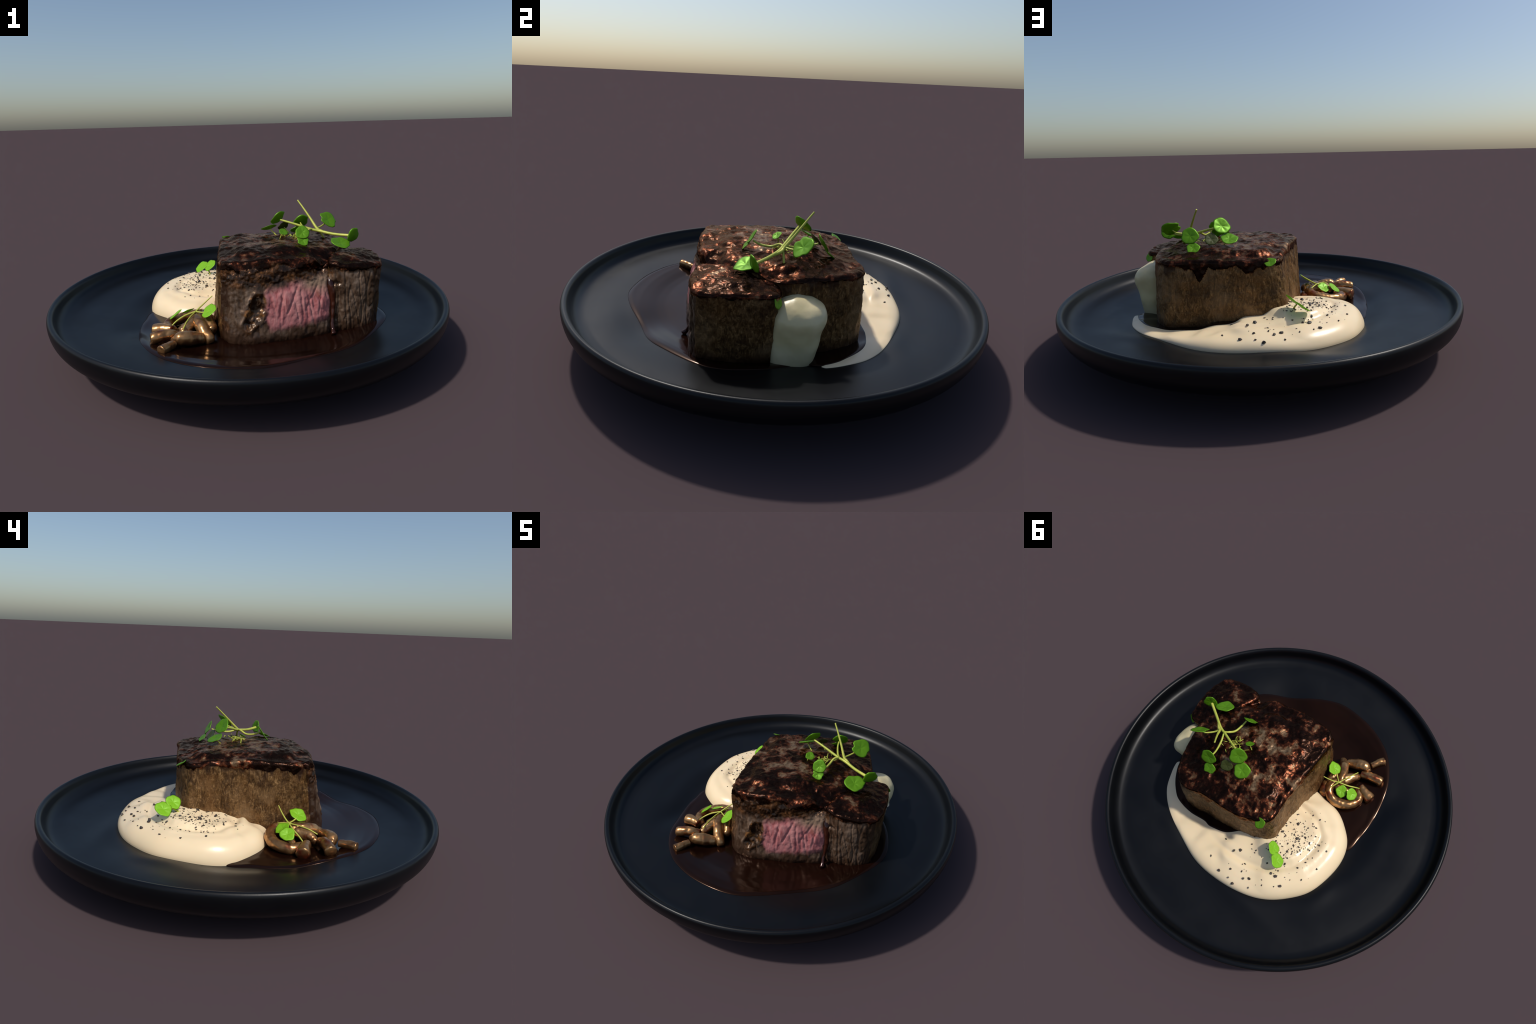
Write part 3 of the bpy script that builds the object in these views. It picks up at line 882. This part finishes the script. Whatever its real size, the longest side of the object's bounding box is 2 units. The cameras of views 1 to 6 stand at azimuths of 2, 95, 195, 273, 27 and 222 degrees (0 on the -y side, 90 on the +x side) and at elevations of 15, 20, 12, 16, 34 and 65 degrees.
# -------------------------------------------------------------------- cress -
def leaf_mesh(kind, mat):
    """round peltate leaf, a thin lens with a rolled, slightly scalloped rim (unit radius, normal +z)"""
    n, m = 40, 9
    a = np.linspace(0, TAU, n, endpoint=False)
    rng = np.random.default_rng(kind + 40)
    ph = rng.uniform(0, TAU, 4)
    edge = 1 + 0.05 * np.cos(3 * a + ph[0]) + 0.03 * np.cos(5 * a + ph[1]) + 0.02 * np.cos(7 * a + ph[2])
    if kind == 1:                                    # notched
        edge -= 0.20 * np.exp(-(((a - 2.2 + math.pi) % TAU - math.pi) / 0.22) ** 2)
        edge -= 0.12 * np.exp(-(((a - 5.0 + math.pi) % TAU - math.pi) / 0.25) ** 2)
    if kind == 2:                                    # egg-shaped with a point
        edge += 0.14 * np.exp(-(((a + math.pi) % TAU - math.pi) / 0.25) ** 2) - 0.10 * np.abs(np.sin(a))
    V, th = [], 0.075
    r = np.linspace(0, 1, m)[1:]
    for side in (1, -1):
        for q in r:
            e = q * edge
            cup = 0.10 * q ** 2 + 0.03 * np.cos(3 * a + ph[3]) * q ** 3 - 0.05 * math.exp(-(q / 0.25) ** 2)
            vein = 0.012 * np.cos(6 * a + ph[1]) * math.sin(math.pi * q)
            z = cup + vein * (side > 0) + side * th * math.sqrt(max(1 - q ** 4, 0))
            V.append(np.column_stack([e * np.cos(a), e * np.sin(a), z]))
    V = np.vstack(V)
    k = (m - 1) * n
    top, bot = len(V), len(V) + 1
    V = np.vstack([V, [[0, 0, -0.05 + th], [0, 0, -0.05 - th]]])
    F = [(top, c, (c + 1) % n) for c in range(n)] + [(bot, k + (c + 1) % n, k + c) for c in range(n)]
    F += grid_faces(m - 1, n)
    F = F[:2 * n] + [f[::-1] for f in F[2 * n:]]
    F += [(k + f0, k + f1, k + f2, k + f3) for f0, f1, f2, f3 in grid_faces(m - 1, n)]
    o = (m - 2) * n
    F += [(o + c, k + o + c, k + o + (c + 1) % n, o + (c + 1) % n) for c in range(n)]
    me = bpy.data.meshes.new("leaf")
    me.from_pydata([tuple(v) for v in V], [], F)
    bm = bmesh.new()
    bm.from_mesh(me)
    bmesh.ops.remove_doubles(bm, verts=bm.verts, dist=1e-4)
    bmesh.ops.recalc_face_normals(bm, faces=bm.faces)
    bm.to_mesh(me)
    bm.free()
    me.shade_smooth()
    me.materials.append(mat)
    return me


LEAVES = {k: leaf_mesh(k, MAT["leaf"]) for k in range(3)}
BRIGHT = {k: leaf_mesh(k, MAT["bright_leaf"]) for k in range(3)}
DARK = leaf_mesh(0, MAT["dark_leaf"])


def add_leaf(parent, c, normal, r, kind=0, toward=None, stretch=1.0, mesh=None):
    ob = bpy.data.objects.new("leaf", mesh or LEAVES[kind])
    nz = Vector(normal).normalized()
    t = Vector(toward) if toward else Vector((0.31, 0.77, 0.2))
    nx = (t - nz * t.dot(nz)).normalized()
    ny = nz.cross(nx)
    R = Matrix((nx, ny, nz)).transposed().to_4x4()
    ob.matrix_basis = Matrix.Translation(c) @ R @ Matrix.Diagonal((r * stretch, r, r, 1))
    bpy.context.scene.collection.objects.link(ob)
    attach(ob, parent)
    return ob


def add_stem(parent, pts, rad):
    V, F = tube(pts, rad, 10 * len(pts), 10, cap_round=0.3)
    return new_object("stem", V, F, MAT["stem"], parent)


def build_cress():
    root = thing("cress_sprig", (0.36, 0.05, 0.50), "cress sprig with round bright green leaves on steak", "herb")
    for args in (((0.166, 0.121, 0.594), (-0.59, 0.56, 0.58), 0.046, 0), ((0.294, 0.215, 0.556), (-0.26, 0.84, 0.48), 0.0425, 0), ((0.267, 0.246, 0.502), (-0.23, 0.65, 0.72), 0.0325, 0),
                 ((0.432, 0.14, 0.576), (0.45, -0.56, 0.69), 0.0505, 1), ((0.542, -0.044, 0.53), (-0.56, 0.8, 0.22), 0.038, 0), ((0.471, -0.083, 0.499), (0.24, -0.32, 0.92), 0.053, 2),
                 ((0.281, -0.084, 0.557), (0.1, -0.82, 0.56), 0.0355, 0), ((0.283, -0.107, 0.522), (0.13, -0.76, 0.64), 0.030, 1), ((0.189, 0.013, 0.541), (0.33, -0.46, 0.83), 0.0243, 0),
                 ((0.115, 0.152, 0.535), (-0.24, 0.39, 0.89), 0.0439, 0)):
        add_leaf(root, *args, toward=(0.8, 0.5, 0) if args[3] == 2 else None)
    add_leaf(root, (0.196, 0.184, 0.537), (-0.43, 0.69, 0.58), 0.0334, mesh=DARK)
    fork, merge = (0.366, 0.062, 0.548), (0.382, 0.040, 0.536)
    add_stem(root, [(0.528, -0.040, 0.527), (0.45, 0.002, 0.527), merge, (0.33, 0.056, 0.546), (0.25, 0.083, 0.569), (0.176, 0.108, 0.588)], (0.0075, 0.0075, 0.0078, 0.007, 0.0062, 0.0048))
    add_stem(root, [(0.415, 0.022, 0.529), (0.385, 0.050, 0.536), fork, (0.335, 0.100, 0.595), (0.30, 0.14, 0.645), (0.278, 0.164, 0.674), (0.273, 0.170, 0.681)], (0.007, 0.0078, 0.0075, 0.0058, 0.0045, 0.004, 0.0044))
    add_stem(root, [fork, (0.385, 0.092, 0.548), (0.410, 0.124, 0.556), (0.426, 0.136, 0.571)], (0.0048, 0.0045, 0.0042, 0.0036))
    add_stem(root, [(0.372, 0.054, 0.542), (0.388, 0.060, 0.520), (0.402, 0.064, 0.498), (0.405, 0.065, 0.488)], (0.006, 0.0052, 0.005, 0.005))
    add_stem(root, [(0.336, 0.062, 0.545), (0.318, 0.10, 0.536), (0.298, 0.155, 0.540), (0.289, 0.197, 0.551)], (0.005, 0.0055, 0.005, 0.004))
    add_stem(root, [(0.342, 0.052, 0.546), (0.32, 0.034, 0.545), (0.307, 0.0, 0.528), (0.302, -0.045, 0.531), (0.298, -0.078, 0.545)], (0.005, 0.0055, 0.0058, 0.0052, 0.004))
    add_stem(root, [(0.121, 0.150, 0.530), (0.14, 0.138, 0.513), (0.162, 0.123, 0.494)], (0.003, 0.0032, 0.003))
    add_stem(root, [(0.186, 0.016, 0.535), (0.178, 0.018, 0.520), (0.170, 0.020, 0.500)], (0.003, 0.003, 0.003))
    add_stem(root, [(0.199, 0.180, 0.531), (0.215, 0.165, 0.515), (0.232, 0.148, 0.498)], (0.003, 0.0032, 0.003))
    # fine rootlets and bits of thyme under the fork
    rnd = random.Random(9)
    V, F = [], []
    for k in range(26):
        x, y = 0.27 + rnd.gauss(0, 0.03), 0.055 + rnd.gauss(0, 0.022)
        z = 0.506
        a = rnd.uniform(0, TAU)
        L = rnd.uniform(0.012, 0.035)
        pts = [(x, y, z), (x + L * .5 * math.cos(a), y + L * .5 * math.sin(a), z + rnd.uniform(0.004, 0.018)), (x + L * math.cos(a), y + L * math.sin(a), z + rnd.uniform(0.0, 0.022))]
        v, f = tube(pts, (0.0016, 0.0022, 0.0014), 8, 6)
        o = sum(len(q) for q in V)
        V.append(v)
        F += [tuple(i + o for i in g) for g in f]
    ob = new_object("thyme_bits", np.vstack(V), F, MAT["stem"], root)
    ob["kind"] = "stuff"
    # stray leaf stuck to the meat
    add_leaf(root, (-0.129, 0.286, 0.455), (0.03, 0.51, 0.86), 0.0290, 0)
    add_leaf(root, (0.607, 0.062, 0.410), (0.40, 0.85, 0.30), 0.026, 0)  # green reflected onto the slice corner, modelled as a leaf

    root = thing("cress_sprig", (-0.24, 0.28, 0.23), "tiny two-leaved cress sprig standing in cream sauce", "herb")
    add_leaf(root, (-0.235, 0.305, 0.286), (-0.53, -0.43, 0.73), 0.0386, 0, mesh=BRIGHT[0])
    add_leaf(root, (-0.290, 0.341, 0.268), (-0.49, -0.39, 0.78), 0.0415, 0, mesh=BRIGHT[0])
    add_stem(root, [(-0.232, 0.270, 0.232), (-0.243, 0.295, 0.252), (-0.258, 0.320, 0.271)], (0.0045, 0.0045, 0.004))

    root = thing("cress_sprig", (-0.25, -0.26, 0.2), "wilted cress sprig draped over glazed mushrooms", "herb")
    add_leaf(root, (-0.172, -0.304, 0.233), (-0.46, -0.29, 0.84), 0.044, 2, toward=(0.3, 0.8, 0), mesh=BRIGHT[2])
    add_leaf(root, (-0.343, -0.252, 0.199), (-0.60, 0.05, 0.80), 0.036, 0, mesh=BRIGHT[0])
    add_leaf(root, (-0.288, -0.228, 0.206), (-0.35, 0.35, 0.86), 0.036, 2, toward=(-0.4, 0.6, 0), mesh=BRIGHT[2])
    hub = (-0.245, -0.258, 0.216)
    add_stem(root, [hub, (-0.225, -0.240, 0.232), (-0.195, -0.220, 0.255), (-0.168, -0.205, 0.276)], (0.0042, 0.0036, 0.003, 0.0022))
    add_stem(root, [hub, (-0.262, -0.310, 0.212), (-0.275, -0.355, 0.202), (-0.285, -0.395, 0.184)], (0.0036, 0.003, 0.0028, 0.003))
    add_stem(root, [hub, (-0.295, -0.280, 0.204), (-0.335, -0.310, 0.185), (-0.362, -0.335, 0.160)], (0.004, 0.0042, 0.0038, 0.002))
    add_stem(root, [hub, (-0.222, -0.275, 0.218), (-0.200, -0.292, 0.224), (-0.182, -0.300, 0.230)], (0.0036, 0.0034, 0.0034, 0.003))
    add_stem(root, [hub, (-0.235, -0.230, 0.212), (-0.225, -0.205, 0.205)], (0.0036, 0.004, 0.003))


build_plate()
build_gravy()
build_cream()
build_steak()
build_dollop()
build_mushrooms()
build_cress()
